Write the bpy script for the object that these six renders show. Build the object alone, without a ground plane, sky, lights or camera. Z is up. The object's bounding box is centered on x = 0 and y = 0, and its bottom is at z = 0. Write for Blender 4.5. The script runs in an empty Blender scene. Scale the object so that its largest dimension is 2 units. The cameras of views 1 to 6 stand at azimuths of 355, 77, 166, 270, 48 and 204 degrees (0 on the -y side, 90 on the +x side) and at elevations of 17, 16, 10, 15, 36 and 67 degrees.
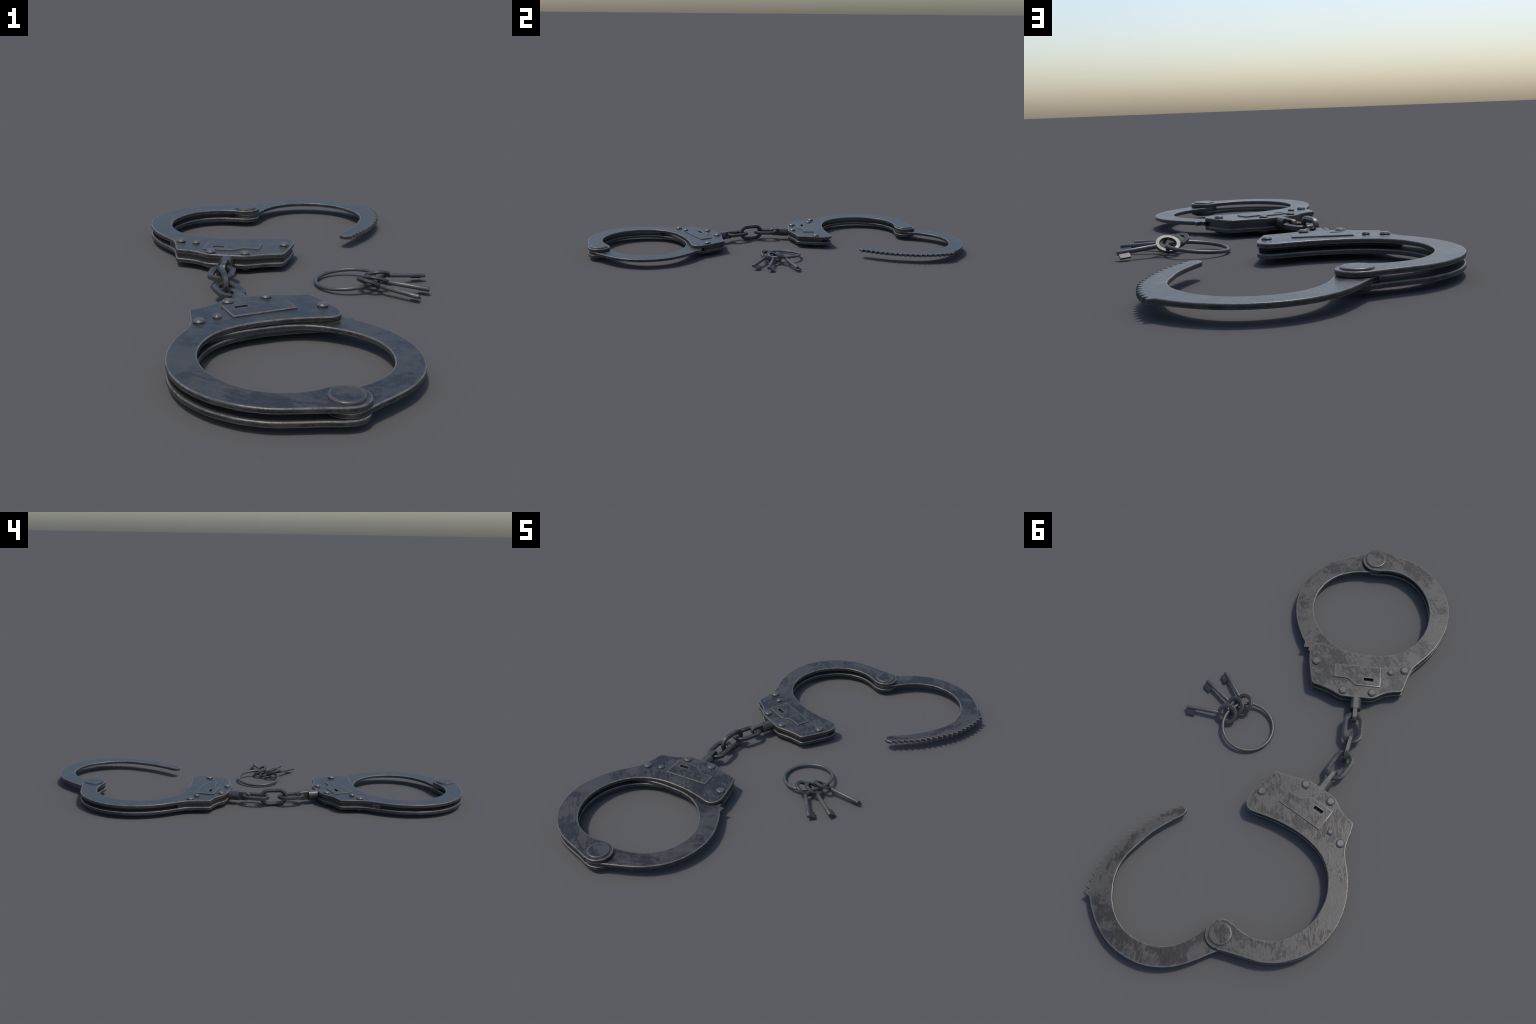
"""A pair of worn steel handcuffs (one cuff closed, one swung open) joined by a short
chain, with three keys on a wire ring lying beside them."""
import bpy, bmesh, math
from math import sin, cos, pi, radians, sqrt, atan2
from mathutils import Vector, Matrix
from mathutils.geometry import tessellate_polygon

# ------------------------------------------------------------------ dimensions (metres)
MID_Z = 0.0404            # middle plane of both cuffs
PLATE_T = 0.0150          # thickness of a side plate
PLATE_C = 0.0160          # distance of a plate's middle from the middle plane
ARM_T = 0.0150            # thickness of the toothed swing arm
LOBE_R = 0.0535           # rounded hinge end of the side plates
ARM_LOBE_R = 0.0520
TRACK_R = 0.5450          # the arm's teeth run inside this radius about the hinge
HINGE_CLOSED = (0.0195, -0.9436)
HINGE_OPEN = (-0.0820, 0.7846)
TURN_CLOSED = radians(18.33)
TURN_OPEN = radians(167.99)
ARM_SWING = radians(79.0)          # how far the closed arm is turned from the open one
SWIVEL_X = 0.0345

# ------------------------------------------------------------------ profile control points
# Cuff frame: origin at the hinge, +y towards the chain. Each run is a smooth curve, the
# joints between the runs are corners.
PLATE_BACK = [(-0.0250, -0.0496), (-0.0385, -0.0448), (-0.0690, -0.0322), (-0.0980, -0.0224),
    (-0.1290, -0.0118), (-0.1630, 0.0008), (-0.1930, 0.0165), (-0.2320, 0.0458), (-0.2575, 0.0738),
    (-0.2805, 0.1048), (-0.3011, 0.1468), (-0.3147, 0.1916), (-0.3198, 0.2384), (-0.3176, 0.2790),
    (-0.3100, 0.3180), (-0.2967, 0.3560), (-0.2810, 0.3900), (-0.2520, 0.4355), (-0.2250, 0.4680),
    (-0.2020, 0.4925), (-0.1840, 0.5150), (-0.1745, 0.5330), (-0.1660, 0.5570), (-0.1595, 0.5820),
    (-0.1530, 0.6040), (-0.1470, 0.6215)]
PLATE_NECK = [(-0.1425, 0.6262), (-0.1100, 0.6315), (-0.0800, 0.6400), (-0.0600, 0.6510),
    (-0.0420, 0.6618), (-0.0290, 0.6674), (-0.0180, 0.6694)]
PLATE_CHAIN_EDGE = [(-0.0180, 0.6694), (0.0350, 0.6696), (0.0900, 0.6692)]
PLATE_SHOULDER = [(0.0980, 0.6676), (0.1190, 0.6575), (0.1440, 0.6457), (0.1770, 0.6332), (0.2090, 0.6248)]
PLATE_END = [(0.2168, 0.6190), (0.2228, 0.5954), (0.2298, 0.5577), (0.2364, 0.5137), (0.2388, 0.4850),
    (0.2362, 0.4684), (0.2265, 0.4512), (0.2110, 0.4408), (0.1945, 0.4395), (0.1777, 0.4445),
    (0.1346, 0.4566), (0.0918, 0.4666), (0.0468, 0.4728), (0.0073, 0.4758), (-0.0218, 0.4758),
    (-0.0480, 0.4733), (-0.0753, 0.4690), (-0.1036, 0.4611), (-0.1317, 0.4489), (-0.1570, 0.4325),
    (-0.1821, 0.4101), (-0.2019, 0.3850), (-0.2190, 0.3571), (-0.2312, 0.3265), (-0.2392, 0.2931),
    (-0.2424, 0.2595), (-0.2397, 0.2220), (-0.2310, 0.1870), (-0.2165, 0.1530), (-0.2000, 0.1252),
    (-0.1765, 0.0980), (-0.1480, 0.0763), (-0.1200, 0.0622), (-0.0935, 0.0545), (-0.0635, 0.0508),
    (-0.0330, 0.0516), (-0.0110, 0.0544)]
ARM_BACK = [(0.4720, -0.1761), (0.4543, -0.1910), (0.4345, -0.2057), (0.4072, -0.2234), (0.3779, -0.2393),
    (0.3500, -0.2508), (0.3232, -0.2595), (0.2916, -0.2652), (0.2566, -0.2673), (0.2196, -0.2650),
    (0.1814, -0.2576), (0.1451, -0.2446), (0.1127, -0.2271), (0.0855, -0.2071), (0.0601, -0.1840),
    (0.0385, -0.1575), (0.0195, -0.1290), (0.0050, -0.1055), (-0.0095, -0.0800), (-0.0280, -0.0500),
    (-0.0420, -0.0310)]
ARM_FRONT = [(0.0520, 0.0010), (0.0585, -0.0140), (0.0665, -0.0400), (0.0758, -0.0677), (0.0903, -0.0970),
    (0.1087, -0.1250), (0.1300, -0.1480), (0.1522, -0.1654), (0.1765, -0.1790), (0.2074, -0.1895),
    (0.2409, -0.1952), (0.2770, -0.1950), (0.3088, -0.1892), (0.3376, -0.1785), (0.3659, -0.1620),
    (0.3907, -0.1420), (0.4070, -0.1245), (0.4243, -0.1017), (0.4399, -0.0780), (0.4518, -0.0517),
    (0.4602, -0.0243), (0.4646, 0.0061), (0.4648, 0.0396), (0.4599, 0.0760), (0.4515, 0.1300),
    (0.4409, 0.1684), (0.4276, 0.2051), (0.4137, 0.2377), (0.4010, 0.2640), (0.3956, 0.2800),
    (0.3966, 0.2945), (0.4057, 0.3042), (0.4190, 0.3050), (0.4399, 0.2953)]
# path of the tooth tips (from the arm's free end to its shoulder) and how deep they are cut
TOOTH_PATH = [(0.4399, 0.2953), (0.4630, 0.2510), (0.4855, 0.2075), (0.5041, 0.1594), (0.5180, 0.1089),
    (0.5280, 0.0583), (0.5343, 0.0060), (0.5310, -0.0490), (0.5225, -0.1020), (0.5077, -0.1500),
    (0.4950, -0.1749)]
TOOTH_COUNT = 20
TOOTH_DEPTH = 0.0160
RIVETS = [(0.2101, 0.5245, 0.0167), (0.0905, 0.6468, 0.0167), (-0.0264, 0.6463, 0.0167),
          (-0.0954, 0.5465, 0.0126), (-0.1518, 0.5318, 0.0167)]
COVER_TOP = [(0.1338, 0.5291), (-0.0562, 0.5275)]
COVER_STEP = [(-0.0576, 0.6188), (0.0385, 0.6194), (0.0450, 0.6172), (0.0530, 0.6105), (0.0640, 0.6000),
              (0.0735, 0.5930), (0.0850, 0.5895), (0.1326, 0.5896)]
KEYHOLE = (-0.0284, 0.5829, 0.0116, 0.5974)

# ------------------------------------------------------------------ curve helpers
def smooth_run(pts, step=0.0045):
    """Catmull-Rom curve through the control points, evenly resampled."""
    P = [Vector(p) for p in pts]
    if len(P) == 2:
        dense = P
    else:
        Q = [2 * P[0] - P[1]] + P + [2 * P[-1] - P[-2]]
        dense = []
        for i in range(1, len(Q) - 2):
            a, b, c, d = Q[i - 1:i + 3]
            for k in range(14):
                t = k / 14
                dense.append(0.5 * ((2 * b) + (c - a) * t + (2 * a - 5 * b + 4 * c - d) * t * t
                                    + (3 * b - a - 3 * c + d) * t ** 3))
        dense.append(P[-1])
    acc = [0.0]
    for a, b in zip(dense, dense[1:]):
        acc.append(acc[-1] + (b - a).length)
    n = max(1, round(acc[-1] / step))
    out, j = [], 0
    for k in range(n + 1):
        s = acc[-1] * k / n
        while j < len(acc) - 2 and acc[j + 1] < s:
            j += 1
        f = (s - acc[j]) / max(acc[j + 1] - acc[j], 1e-9)
        out.append(dense[j].lerp(dense[j + 1], min(max(f, 0), 1)))
    return out

def arc(r, a0, a1, n, c=(0, 0)):
    return [Vector((c[0] + r * cos(a0 + (a1 - a0) * k / n), c[1] + r * sin(a0 + (a1 - a0) * k / n)))
            for k in range(n + 1)]

def join_runs(*runs):
    loop = []
    for r in runs:
        for p in r:
            if not loop or (p - loop[-1]).length > 5e-4:
                loop.append(Vector(p))
    while (loop[0] - loop[-1]).length < 5e-4:
        loop.pop()
    area = sum(a.x * b.y - b.x * a.y for a, b in zip(loop, loop[1:] + loop[:1]))
    return loop if area > 0 else loop[::-1]

def inset(loop, d, weight=None):
    """Move a counter-clockwise loop inwards by d (mitred), less where weight is below 1."""
    if d == 0:
        return [Vector(p) for p in loop]
    out, n = [], len(loop)
    full = d
    for i in range(n):
        d = full * (weight[i] if weight else 1.0)
        e1 = (loop[i] - loop[i - 1]).normalized()
        e2 = (loop[(i + 1) % n] - loop[i]).normalized()
        n1, n2 = Vector((-e1.y, e1.x)), Vector((-e2.y, e2.x))
        m = n1 + n2
        m = m.normalized() if m.length > 1e-6 else n1
        out.append(loop[i] + m * (d / max(m.dot(n1), 0.5)))
    return out

# ------------------------------------------------------------------ mesh helpers
def new_object(name, bm, mats, parent=None, loc=(0, 0, 0), rot=(0, 0, 0), angle=40):
    bmesh.ops.recalc_face_normals(bm, faces=bm.faces)
    me = bpy.data.meshes.new(name)
    bm.to_mesh(me)
    bm.free()
    for m in mats:
        me.materials.append(m)
    me.polygons.foreach_set('use_smooth', [True] * len(me.polygons))
    me.set_sharp_from_angle(angle=radians(angle))
    return place(name, me, parent, loc, rot)

def place(name, me, parent=None, loc=(0, 0, 0), rot=(0, 0, 0)):
    ob = bpy.data.objects.new(name, me)
    bpy.context.collection.objects.link(ob)
    ob.parent = parent
    ob.location, ob.rotation_euler = loc, rot
    return ob

def fill(bm, loops, mat=0):
    """Triangulate a flat face bounded by an outer loop and optional holes."""
    flat = [v for lp in loops for v in lp]
    for tri in tessellate_polygon([[v.co for v in lp] for lp in loops]):
        bm.faces.new([flat[i] for i in tri]).material_index = mat

def slab(loop, thick, bevel, hole=None, mirror=False, steps=4, weight=None, inner=0):
    """Flat plate of the given outline, centred on z = 0, with rounded rims on both faces.
    Material slots: 0 faces and wall, 1 wall of the hole, 2 rims, 3 the face turned inwards
    (inner = 1 the upper, -1 the lower one)."""
    bm = bmesh.new()
    h = thick / 2
    sx = -1 if mirror else 1
    prof = [(bevel + 0.0008, h)]
    prof += [(bevel * (1 - sin(t * pi / 2 / steps)), h - bevel * (1 - cos(t * pi / 2 / steps)))
             for t in range(steps + 1)]
    prof += [(d, -z) for d, z in prof[::-1]]
    rings = [[bm.verts.new((sx * p.x, p.y, z)) for p in inset(loop, d, weight)] for d, z in prof]
    n = len(loop)
    for j, (a, b) in enumerate(zip(rings, rings[1:])):
        jj = min(j, len(rings) - 2 - j)
        for i in range(n):
            f = bm.faces.new((a[i], a[(i + 1) % n], b[(i + 1) % n], b[i]))
            f.material_index = 2 if 1 <= jj <= steps else 0
    if hole:
        x0, y0, x1, y1 = hole
        c = [(x0, y0), (x1, y0), (x1, y1), (x0, y1)]
        hr = [[bm.verts.new((sx * x, y, z)) for x, y in c] for z in (h, -h)]
        for i in range(4):
            f = bm.faces.new((hr[0][i], hr[0][(i + 1) % 4], hr[1][(i + 1) % 4], hr[1][i]))
            f.material_index = 1
    for k, ring in enumerate((rings[0], rings[-1])):
        fill(bm, [ring] + ([hr[k]] if hole else []), 3 if inner == (1, -1)[k] else 0)
    return bm

def lathe(profile, seg=48, bm=None, mat=None):
    """Turned part: profile of (radius, height) from the axis at the top to the axis below."""
    bm = bm or bmesh.new()
    rings = []
    for r, z in profile:
        if r < 1e-6:
            rings.append([bm.verts.new((0, 0, z))])
        else:
            rings.append([bm.verts.new((r * cos(2 * pi * k / seg), r * sin(2 * pi * k / seg), z)) for k in range(seg)])
    for a, b in zip(rings, rings[1:]):
        for k in range(seg):
            q = [a[k % len(a)], a[(k + 1) % len(a)], b[(k + 1) % len(b)], b[k % len(b)]]
            q = [v for i, v in enumerate(q) if v not in q[:i]]
            if len(q) > 2:
                bm.faces.new(q)
    return bm

def sweep(path, frames, section, closed=True, bm=None):
    """Sweep a closed section (u, v) along the path; frames give the (u, v) axes per point."""
    bm = bm or bmesh.new()
    rings = [[bm.verts.new(p + u * a + v * b) for a, b in section] for p, (u, v) in zip(path, frames)]
    m = len(section)
    pairs = list(zip(rings, rings[1:] + rings[:1])) if closed else list(zip(rings, rings[1:]))
    for a, b in pairs:
        for i in range(m):
            bm.faces.new((a[i], a[(i + 1) % m], b[(i + 1) % m], b[i]))
    if not closed:
        bm.faces.new(rings[0])
        bm.faces.new(rings[-1])
    return bm

def chamfered(w, h, c):
    """Rectangular section with cut corners."""
    return [(-w + c, -h), (w - c, -h), (w, -h + c), (w, h - c), (w - c, h), (-w + c, h), (-w, h - c), (-w, -h + c)]

# ------------------------------------------------------------------ materials
def worn_steel(name, dark, light, rough_dark, rough_light, edge, scale=1.0, edge_radius=0.013,
               streak=0.42, bias=0.0, patches=(), metal=0.0, edge_amount=1.0, rub=None):
    mat = bpy.data.materials.new(name)
    mat.use_nodes = True
    nt = mat.node_tree
    N, Lk = nt.nodes, nt.links
    N.clear()
    def node(t, **kw):
        n = N.new(t)
        for k, v in kw.items():
            if k in n.inputs:
                n.inputs[k].default_value = v
            else:
                setattr(n, k, v)
        return n
    def link(a, b):
        Lk.new(a, b)
    def math(op, a, b=None, clamp=False):
        n = node('ShaderNodeMath', operation=op, use_clamp=clamp)
        for i, v in enumerate((a, b)):
            if v is None:
                continue
            if isinstance(v, (int, float)):
                n.inputs[i].default_value = v
            else:
                link(v, n.inputs[i])
        return n.outputs[0]
    def remap(v, lo, hi, a=0.0, b=1.0):
        n = node('ShaderNodeMapRange', interpolation_type='SMOOTHSTEP')
        link(v, n.inputs[0])
        for i, x in enumerate((lo, hi, a, b)):
            n.inputs[i + 1].default_value = x
        return n.outputs[0]
    def noise(vec, sc, detail=6, rough=0.6, dist=0.0):
        n = node('ShaderNodeTexNoise')
        n.inputs['Scale'].default_value = sc * scale
        n.inputs['Detail'].default_value = detail
        n.inputs['Roughness'].default_value = rough
        n.inputs['Distortion'].default_value = dist
        link(vec, n.inputs['Vector'])
        return n.outputs['Fac']
    tc = node('ShaderNodeTexCoord')
    info = node('ShaderNodeObjectInfo')
    shift = node('ShaderNodeVectorMath', operation='MULTIPLY_ADD')
    rnd = node('ShaderNodeCombineXYZ')
    for i in range(3):
        link(math('MULTIPLY', info.outputs['Random'], 3.1 + 2.3 * i), rnd.inputs[i])
    link(tc.outputs['Object'], shift.inputs[0])
    shift.inputs[1].default_value = (1, 1, 1)
    link(rnd.outputs[0], shift.inputs[2])
    vec = shift.outputs[0]
    mp = node('ShaderNodeMapping', vector_type='TEXTURE')
    mp.inputs['Rotation'].default_value = (0, 0, radians(-53))
    mp.inputs['Scale'].default_value = (1.0, 0.27, 0.6)
    link(vec, mp.inputs['Vector'])
    big = noise(vec, 14.0, 10, 0.70, 0.3)
    strk = noise(mp.outputs[0], 24.0, 7, 0.66, 0.4)
    fine = noise(vec, 70.0, 4, 0.7)
    broad = noise(vec, 4.5, 3, 0.5)
    mixv = math('ADD', math('MULTIPLY', big, 1.0 - streak), math('MULTIPLY', strk, streak))
    mixv = math('ADD', mixv, math('MULTIPLY', math('SUBTRACT', fine, 0.5), 0.22))
    mixv = math('ADD', mixv, math('MULTIPLY', math('SUBTRACT', broad, 0.5), 0.38))
    mixv = math('ADD', mixv, bias)
    for px, py, rad, amt in patches:        # rubbed areas where the finish is worn evenly
        dn = node('ShaderNodeVectorMath', operation='DISTANCE')
        link(tc.outputs['Object'], dn.inputs[0])
        dn.inputs[1].default_value = (px, py, 0)
        mixv = math('ADD', mixv, remap(dn.outputs['Value'], rad, rad * 0.45, 0.0, amt))
    if rub:                                 # outer parts rubbed brighter, by distance from the hinge
        dn = node('ShaderNodeVectorMath', operation='LENGTH')
        link(tc.outputs['Object'], dn.inputs[0])
        mixv = math('ADD', mixv, remap(dn.outputs['Value'], rub[0], rub[1], 0.0, rub[2]))
    # worn rims: where the rounded normal leaves the true one
    bev = node('ShaderNodeBevel', samples=6)
    bev.inputs['Radius'].default_value = edge_radius
    geo = node('ShaderNodeNewGeometry')
    dot = node('ShaderNodeVectorMath', operation='DOT_PRODUCT')
    link(bev.outputs[0], dot.inputs[0])
    link(geo.outputs['Normal'], dot.inputs[1])
    rim = math('SUBTRACT', 1.0, dot.outputs['Value'])
    ragged = math('MULTIPLY', math('SUBTRACT', noise(vec, 40.0, 6, 0.7), 0.5), 0.16)
    mixv = math('ADD', mixv, math('MULTIPLY', rim, 1.6))
    wear = remap(mixv, 0.445, 0.555)
    rim = math('MULTIPLY', remap(math('ADD', rim, ragged), 0.05, 0.22), edge_amount)
    cm = node('ShaderNodeMix', data_type='RGBA')
    link(wear, cm.inputs['Factor'])
    cm.inputs['A'].default_value = (*dark, 1)
    cm.inputs['B'].default_value = (*light, 1)
    # faint grain inside both tones
    gm = node('ShaderNodeMix', data_type='RGBA', blend_type='MULTIPLY')
    gm.inputs['Factor'].default_value = 1.0
    gr = node('ShaderNodeCombineColor')
    g = remap(noise(vec, 26.0, 7, 0.65), 0.3, 0.7, 0.86, 1.12)
    for i in range(3):
        link(g, gr.inputs[i])
    link(cm.outputs['Result'], gm.inputs['A'])
    link(gr.outputs[0], gm.inputs['B'])
    em = node('ShaderNodeMix', data_type='RGBA')
    link(rim, em.inputs['Factor'])
    link(gm.outputs['Result'], em.inputs['A'])
    em.inputs['B'].default_value = (*edge, 1)
    ro = node('ShaderNodeMix', data_type='FLOAT')
    link(wear, ro.inputs['Factor'])
    ro.inputs['A'].default_value = rough_dark
    ro.inputs['B'].default_value = rough_light
    bump = node('ShaderNodeBump')
    bump.inputs['Strength'].default_value = 0.20
    bump.inputs['Distance'].default_value = 0.002
    link(math('ADD', noise(vec, 120.0, 4, 0.6), math('MULTIPLY', wear, -0.25)), bump.inputs['Height'])
    bs = node('ShaderNodeBsdfPrincipled')
    bs.inputs['Metallic'].default_value = metal
    link(em.outputs['Result'], bs.inputs['Base Color'])
    grain = math('MULTIPLY', math('SUBTRACT', noise(vec, 85.0, 6, 0.75), 0.5), 0.22)
    link(math('ADD', ro.outputs['Result'], grain, True), bs.inputs['Roughness'])
    link(bump.outputs[0], bs.inputs['Normal'])
    out = node('ShaderNodeOutputMaterial')
    link(bs.outputs[0], out.inputs[0])
    return mat

DARK, LIGHT, EDGE = (0.0142, 0.0133, 0.0131), (0.0375, 0.0367, 0.0358), (0.085, 0.083, 0.081)
STEEL_PLATE = worn_steel('worn_plate_steel', DARK, LIGHT, 0.29, 0.40, EDGE,
                         patches=[(s * 0.285, 0.33, 0.10, 0.16) for s in (-1, 1)])
STEEL_ARM = worn_steel('worn_arm_steel', DARK, LIGHT, 0.29, 0.40, EDGE, bias=0.0, streak=0.25, rub=(0.495, 0.53, 0.16))
STEEL_BODY = worn_steel('dark_body_steel', (0.016, 0.0155, 0.015), (0.028, 0.027, 0.026), 0.40, 0.40, (0.05, 0.05, 0.05), bias=-0.03)
STEEL_SMALL = worn_steel('bare_rivet_steel', (0.044, 0.0435, 0.043), (0.060, 0.059, 0.058), 0.34, 0.30, (0.10, 0.10, 0.10), scale=3)
STEEL_CHAIN = worn_steel('chain_steel', (0.025, 0.025, 0.0252), (0.040, 0.040, 0.040), 0.36, 0.34, (0.085, 0.083, 0.08), scale=3, edge_radius=0.002)
STEEL_KEY = worn_steel('key_steel', (0.048, 0.047, 0.046), (0.066, 0.065, 0.064), 0.36, 0.32, (0.10, 0.098, 0.096), scale=3, edge_radius=0.0015)
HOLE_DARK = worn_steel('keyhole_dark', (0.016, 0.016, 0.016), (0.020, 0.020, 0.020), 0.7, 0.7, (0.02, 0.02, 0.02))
STEEL_RIM = worn_steel('pale_rim_steel', (0.038, 0.037, 0.036), (0.120, 0.117, 0.112), 0.30, 0.26, (0.125, 0.123, 0.12), scale=3, edge_amount=0.0)
STEEL_CAP_RIM = worn_steel('soft_rim_steel', (0.030, 0.029, 0.028), (0.060, 0.058, 0.056), 0.34, 0.32, (0.06, 0.058, 0.056), scale=3, edge_amount=0.0)
STEEL_INSIDE = worn_steel('dull_dark_inside_steel', (0.010, 0.010, 0.010), (0.014, 0.014, 0.014), 0.85, 0.85, (0.014, 0.014, 0.014), edge_amount=0.0)  # near-black and dull, for the plate faces turned towards the slot
STEEL_BOW = worn_steel('dark_key_steel', (0.025, 0.025, 0.025), (0.040, 0.040, 0.039), 0.42, 0.36, (0.09, 0.088, 0.086), scale=3, edge_radius=0.0015)

# ------------------------------------------------------------------ shared outlines
lobe = arc(LOBE_R, radians(101), radians(-117), 44)
PLATE_LOOP = join_runs(lobe, smooth_run(PLATE_BACK), smooth_run(PLATE_NECK), smooth_run(PLATE_CHAIN_EDGE),
                       smooth_run(PLATE_SHOULDER), smooth_run(PLATE_END))
PLATE_LOOP = inset(PLATE_LOOP, -0.0020)

def arm_outline():
    tips = smooth_run(TOOTH_PATH, 0.001)
    n = len(tips) - 1
    pick = lambda f: tips[min(n, max(0, round(f * n)))]
    teeth = []
    for i in range(TOOTH_COUNT):
        t = pick(i / (TOOTH_COUNT - 1))
        ahead = (pick((i + 0.3) / (TOOTH_COUNT - 1)) - pick((i - 0.3) / (TOOTH_COUNT - 1))).normalized()
        inward = Vector((ahead.y, -ahead.x))
        if inward.dot(Vector((0.25, 0.0)) - t) < 0:
            inward = -inward
        root = t + inward * TOOTH_DEPTH + ahead * (0.0045 if i < 12 else 0.0085)
        teeth += [t]
        if i < TOOTH_COUNT - 1:
            teeth += [root]
    back = smooth_run(ARM_BACK)
    front = smooth_run(ARM_FRONT)
    hub = arc(ARM_LOBE_R, radians(217), radians(1), 44)
    loop = join_runs(front, teeth, back, hub)
    loop = inset(loop, -0.0012)
    near = lambda p: min((p - t).length for t in teeth)
    return loop, [0.28 if near(p) < 3e-3 else min(1.0, 0.28 + near(p) / 0.02) for p in loop]

ARM_LOOP, ARM_RIM = arm_outline()

def body_outline():
    """Lock body between the plates: the plate's outer side, cut by the arm's circular track."""
    edge = inset(PLATE_LOOP, 0.0040)
    outer = [p for p in edge if p.y > (0.4975 if p.x > 0 else 0.4890) and p.length > 0.525]
    outer.sort(key=lambda p: atan2(p.y, p.x))
    a0, a1 = atan2(outer[0].y, outer[0].x), atan2(outer[-1].y, outer[-1].x)
    inner = []
    for k in range(61):                 # the track, dipping where the arm's tip comes through
        a = a1 + (a0 - a1) * k / 60
        r = TRACK_R - 0.045 * max(0.0, 1 - (a1 - a) / 0.16)
        inner.append(Vector((r * cos(a), r * sin(a))))
    return join_runs(outer, inner)

BODY_LOOP = body_outline()
COVER_LOOP = join_runs([Vector(p) for p in COVER_TOP], [Vector(p) for p in COVER_STEP])
COVER_T, CAP_T = 0.0050, 0.0055

# ------------------------------------------------------------------ handcuffs
cuffs = bpy.data.objects.new('handcuffs', None)
bpy.context.collection.objects.link(cuffs)
cuffs['label'] = 'pair of worn dark steel handcuffs joined by a short chain'
cuffs['category'] = 'handcuffs'

rivet_mesh = {}
def rivet(parent, x, y, r, z, flip):
    if r not in rivet_mesh:
        h = 0.0082
        top = 0.70 if r > 0.013 else 0.60
        prof = [(0, h), (top * r, h), (top * r + 0.0006, h - 0.0005), (0.98 * r, 0.0040), (r, 0.0031), (0.86 * r, -0.002), (0, -0.002)]
        ob = new_object('rivet', lathe(prof, 40), [STEEL_SMALL], parent, (x, y, z), (pi if flip else 0, 0, 0), 24)
        rivet_mesh[r] = ob.data
    else:
        ob = place('rivet', rivet_mesh[r], parent, (x, y, z), (pi if flip else 0, 0, 0))
    return ob

shared = {}
def part(name, key, build, mats, parent, loc=(0, 0, 0), rot=(0, 0, 0), angle=40):
    if key in shared:
        return place(name, shared[key], parent, loc, rot)
    ob = new_object(name, build(), mats, parent, loc, rot, angle)
    shared[key] = ob.data
    return ob

def hinge_cap():
    r, h = 0.0430, CAP_T
    bm = lathe([(0, h), (r - 0.0062, h), (r - 0.0054, h), (r - 0.0028, h - 0.0005), (r - 0.0008, h - 0.0018), (r, h - 0.0032), (r, -0.001), (0, -0.001)], 72)
    for f in bm.faces:
        if r - 0.0050 < (f.calc_center_median().xy).length < r - 0.0002 and f.calc_center_median().z > 0.001:
            f.material_index = 1
    return bm

def swivel_body():
    """Round swivel with planed top and bottom, its axis along +y."""
    r, flat = 0.0232, 0.0094
    a = math.asin(flat / r)
    sec = []
    for s in (0, pi):
        sec += [(r * sin(s + a + (pi - 2 * a) * k / 16), r * cos(s + a + (pi - 2 * a) * k / 16)) for k in range(17)]
    path = [(0, -0.055, 0.0), (0, -0.0012, 0.0), (0, -0.0004, 0.0004), (0, 0, 0.0014)]
    bm = bmesh.new()
    rings = [[bm.verts.new((u * (1 - d / r), y, v * (1 - d / r))) for u, v in sec] for _, y, d in path]
    m = len(sec)
    for p, q in zip(rings, rings[1:]):
        for i in range(m):
            bm.faces.new((p[i], p[(i + 1) % m], q[(i + 1) % m], q[i]))
    bm.faces.new(rings[0])
    bm.faces.new(rings[-1])
    return bm

def swivel_eye():
    """Upright flat lug with a rounded end and a round hole for the first link."""
    half_h, tip, hole_r, hole_y, t = 0.0200, 0.0540, 0.0148, 0.0285, 0.0090
    outer = [Vector((-0.004, -half_h)), Vector((tip - half_h, -half_h))]
    outer += arc(half_h, -pi / 2, pi / 2, 28, (tip - half_h, 0))[1:]
    outer += [Vector((-0.004, half_h))]
    bm = bmesh.new()
    c = 0.0016
    prof = [(c, t), (0, t - c), (0, -t + c), (c, -t)]
    rings = [[bm.verts.new((x, p.x, p.y)) for p in inset(outer, d)] for d, x in prof]
    inner = arc(hole_r, 0, 2 * pi, 32, (hole_y, 0))[:-1]
    hprof = [(1.06, t), (1.0, t - 0.001), (1.0, -t + 0.001), (1.06, -t)]
    hr = [[bm.verts.new((x, hole_y + (p.x - hole_y) * s, p.y * s)) for p in inner] for s, x in hprof]
    for R in (rings, hr):
        for a, b in zip(R, R[1:]):
            n = len(a)
            for i in range(n):
                bm.faces.new((a[i], a[(i + 1) % n], b[(i + 1) % n], b[i]))
    for k in (0, -1):
        fill(bm, [rings[k], hr[k]])
    return bm

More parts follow.
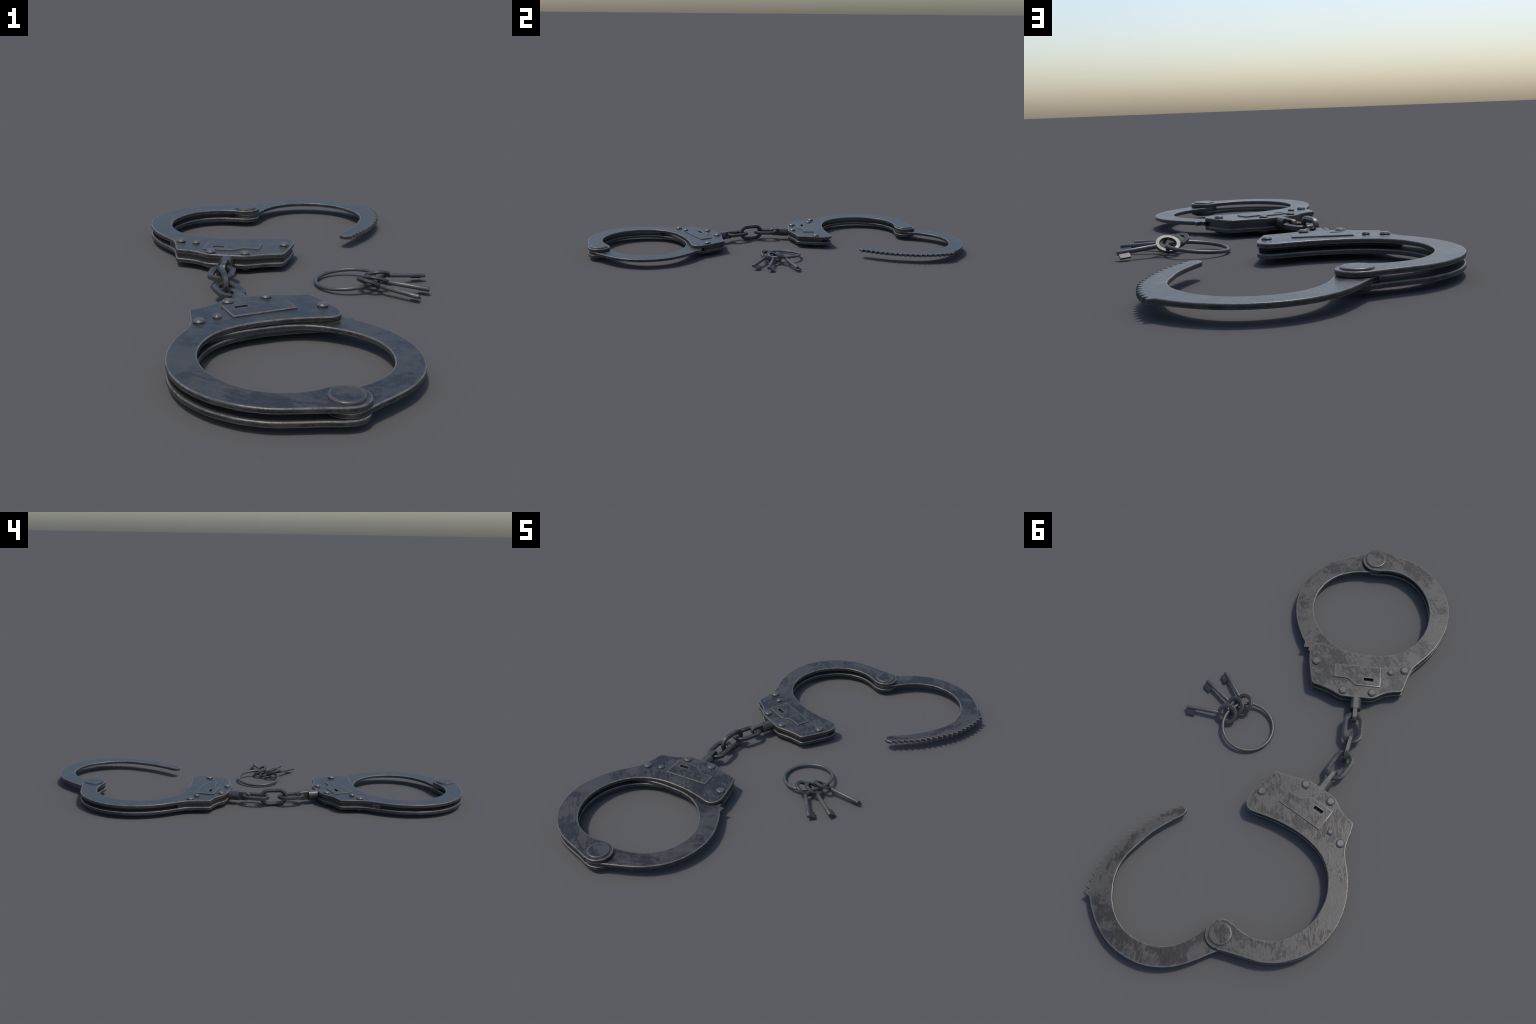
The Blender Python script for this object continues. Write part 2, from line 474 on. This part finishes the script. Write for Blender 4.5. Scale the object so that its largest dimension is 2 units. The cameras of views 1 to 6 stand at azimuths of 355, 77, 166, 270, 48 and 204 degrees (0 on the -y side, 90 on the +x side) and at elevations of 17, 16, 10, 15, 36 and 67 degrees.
def build_cuff(hinge, turn, mirror, swing):
    s = -1 if mirror else 1
    side = 'left' if mirror else 'right'
    x0, y0, x1, y1 = KEYHOLE
    at = lambda dz: (hinge[0], hinge[1], MID_Z + dz)
    rz = (0, 0, turn)
    body_t = 2 * (PLATE_C - PLATE_T / 2) + 0.001
    body = part('lock_body', ('body', mirror), lambda: slab(BODY_LOOP, body_t, 0.0006, mirror=mirror, steps=1), [STEEL_BODY] * 3, cuffs, at(0), rz)
    for flip in (False, True):
        k = -1 if flip else 1
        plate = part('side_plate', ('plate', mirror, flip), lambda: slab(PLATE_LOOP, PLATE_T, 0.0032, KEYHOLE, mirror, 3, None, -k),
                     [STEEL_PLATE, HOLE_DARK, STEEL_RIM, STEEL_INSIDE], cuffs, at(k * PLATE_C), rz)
        top = k * PLATE_T / 2
        for x, y, r in RIVETS:
            rivet(plate, s * x, y, r, top, flip)
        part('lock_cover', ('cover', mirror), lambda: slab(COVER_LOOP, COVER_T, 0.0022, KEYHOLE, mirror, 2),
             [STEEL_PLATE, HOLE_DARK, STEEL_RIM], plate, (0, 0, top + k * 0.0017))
        part('hinge_cap', 'cap', hinge_cap, [STEEL_PLATE, STEEL_CAP_RIM], plate, (0, 0, top), (pi if flip else 0, 0, 0))
        part('keyhole_dark_plate', ('floor', mirror), lambda: slab([Vector(p) for p in ((x0 - .002, y0 - .002), (x1 + .002, y0 - .002), (x1 + .002, y1 + .002), (x0 - .002, y1 + .002))], 0.001, 0.0002, None, mirror, 1),
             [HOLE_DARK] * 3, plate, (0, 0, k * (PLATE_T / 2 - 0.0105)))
    part('hinge_pin', 'pin', lambda: lathe([(0, .0095), (.030, .0095), (.030, -.0095), (0, -.0095)], 48), [STEEL_BODY], body)
    part('swing_arm', ('arm', mirror), lambda: slab(ARM_LOOP, ARM_T, 0.0030, None, mirror, 3, ARM_RIM),
         [STEEL_ARM, STEEL_ARM, STEEL_RIM], cuffs, at(0), (0, 0, turn + s * swing), 40)
    sw = part('swivel', 'swivel', swivel_body, [STEEL_CHAIN], cuffs, angle=16)
    m = Matrix.Rotation(turn, 3, 'Z') @ Vector((s * SWIVEL_X, 0.7185, 0))
    sw.location = (hinge[0] + m.x, hinge[1] + m.y, 0.0412)
    sw.rotation_euler = rz
    part('swivel_eye', 'eye', swivel_eye, [STEEL_CHAIN], sw)

build_cuff(HINGE_CLOSED, TURN_CLOSED, False, ARM_SWING)
build_cuff(HINGE_OPEN, TURN_OPEN, True, 0.0)

# ------------------------------------------------------------------ chain
LINK_L, LINK_W, WIRE_B, WIRE_H = 0.1328, 0.0832, 0.0188, 0.0194
def wire_section(g):
    """Six-sided wire: flat outer and inner walls, a low ridge on both faces (grown by g)."""
    b, h = WIRE_B / 2 + g, WIRE_H / 2 + g
    return [(b, -0.0060 - g), (b, 0.0060 + g), (0.0005, h), (-b, 0.0045 + g), (-b, -0.0045 - g), (0.0005, -h)]

def link_mesh():
    r = (LINK_W - WIRE_B) / 2
    st = (LINK_L - LINK_W) / 2
    path, frames = [], []
    for sgn, base in ((1, 0), (-1, pi)):
        for k in range(25):
            a = base + pi * k / 24 - pi / 2
            d = Vector((cos(a), sin(a), 0))
            path.append(Vector((sgn * st, 0, 0)) + d * r)
            frames.append((d, Vector((0, 0, 1))))
    return sweep(path, frames, wire_section(0.0))

def weld_mesh():
    bm = bmesh.new()
    r = (LINK_W - WIRE_B) / 2
    for s in (1, -1):
        path = [Vector((x, s * r, 0)) for x in (-0.0009, 0.0009)]
        sweep(path, [(Vector((0, 1, 0)), Vector((0, 0, 1)))] * 2, wire_section(0.0003), False, bm)
    return bm

for x, y, z, heading, roll in ((-0.1968, -0.1728, 0.0412, 108.4, 0), (-0.2128, -0.0885, LINK_W / 2, 97.8, 90), (-0.2117, -0.0040, 0.0412, 78.2, 0)):
    rot = (Matrix.Rotation(radians(heading), 3, 'Z') @ Matrix.Rotation(radians(roll), 3, 'X')).to_euler()
    ln = part('chain_link', 'link', link_mesh, [STEEL_CHAIN], cuffs, (x, y, z), rot, 18)
    part('weld_seam', 'weld', weld_mesh, [STEEL_SMALL], ln, angle=18)

# ------------------------------------------------------------------ keys on a wire ring
RING_C, RING_R, RING_TUBE, RING_N = Vector((0.1901, -0.0147, 0.0187)), 0.1005, 0.0064, Vector((-0.1093, 0.0187, 1)).normalized()
base = Vector((0.26, -0.04, 0.0))
keys = bpy.data.objects.new('key_set', None)
bpy.context.collection.objects.link(keys)
keys.location = base
keys['label'] = 'three small barrel keys hanging on a thin steel ring'
keys['category'] = 'keys'

def wire_ring():
    path, frames = [], []
    for k in range(120):
        a = 2 * pi * k / 120
        d = Vector((cos(a), sin(a), 0))
        path.append(d * RING_R)
        frames.append((d, Vector((0, 0, 1))))
    return sweep(path, frames, [(RING_TUBE * cos(2 * pi * j / 16), RING_TUBE * sin(2 * pi * j / 16)) for j in range(16)])
part('ring', 'wire', wire_ring, [STEEL_KEY], keys, RING_C - base, RING_N.to_track_quat('Z', 'Y').to_euler())

# Key frame: origin where the shank meets the bow, +x towards the tip, bit towards +y.
KEY_L, SHANK_R, BOW_OUT, BOW_IN, BOW_T = 0.1295, 0.0079, 0.0416, 0.0264, 0.0104
def shank():
    bm = lathe([(0, KEY_L), (SHANK_R - 0.0012, KEY_L), (SHANK_R - 0.0003, KEY_L - 0.0004), (SHANK_R, KEY_L - 0.0012), (SHANK_R, 0.001), (SHANK_R - 0.0015, -0.002), (0, -0.002)], 32)
    bmesh.ops.rotate(bm, verts=bm.verts, matrix=Matrix.Rotation(pi / 2, 3, 'Y'))
    return bm

def bow():
    path, frames = [], []
    r = (BOW_OUT + BOW_IN) / 2
    for k in range(72):
        a = 2 * pi * k / 72
        d = Vector((cos(a), sin(a), 0))
        path.append(Vector((-BOW_OUT + 0.001, 0, 0)) + d * r)
        frames.append((d, Vector((0, 0, 1))))
    return sweep(path, frames, chamfered((BOW_OUT - BOW_IN) / 2, BOW_T / 2, 0.0022))

def bit():
    pts = [(KEY_L - 0.0020, 0.004), (KEY_L - 0.0026, 0.0292), (KEY_L - 0.0382, 0.0292), (KEY_L - 0.0374, 0.004)]
    return slab(join_runs([Vector(p) for p in pts]), 0.0064, 0.0012, steps=2)

for tip, root, corner in (((0.4528, 0.0073, 0.0198), (0.3250, -0.0175, 0.0300), (0.4458, 0.0307, 0.0042)),
                          ((0.4303, -0.1330, 0.0187), (0.3113, -0.0836, 0.0280), (0.4392, -0.1073, 0.0032)),
                          ((0.3786, -0.2008, 0.0184), (0.2785, -0.1199, 0.0280), (0.3924, -0.1787, 0.0046))):
    tip, root, corner = (Vector(p) + Vector((0, 0, 0.0008)) for p in (tip, root, corner))
    ex = (tip - root).normalized()
    ey = corner - tip
    ey = (ey - ex * ey.dot(ex)).normalized()
    ez = ex.cross(ey)
    rot = Matrix((ex, ey, ez)).transposed().to_euler()
    kobj = part('key', 'shank', shank, [STEEL_KEY], keys, tip - ex * KEY_L - base, rot)
    part('bow', 'bow', bow, [STEEL_BOW], kobj)
    part('bit', 'bit', bit, [STEEL_BOW] * 3, kobj)
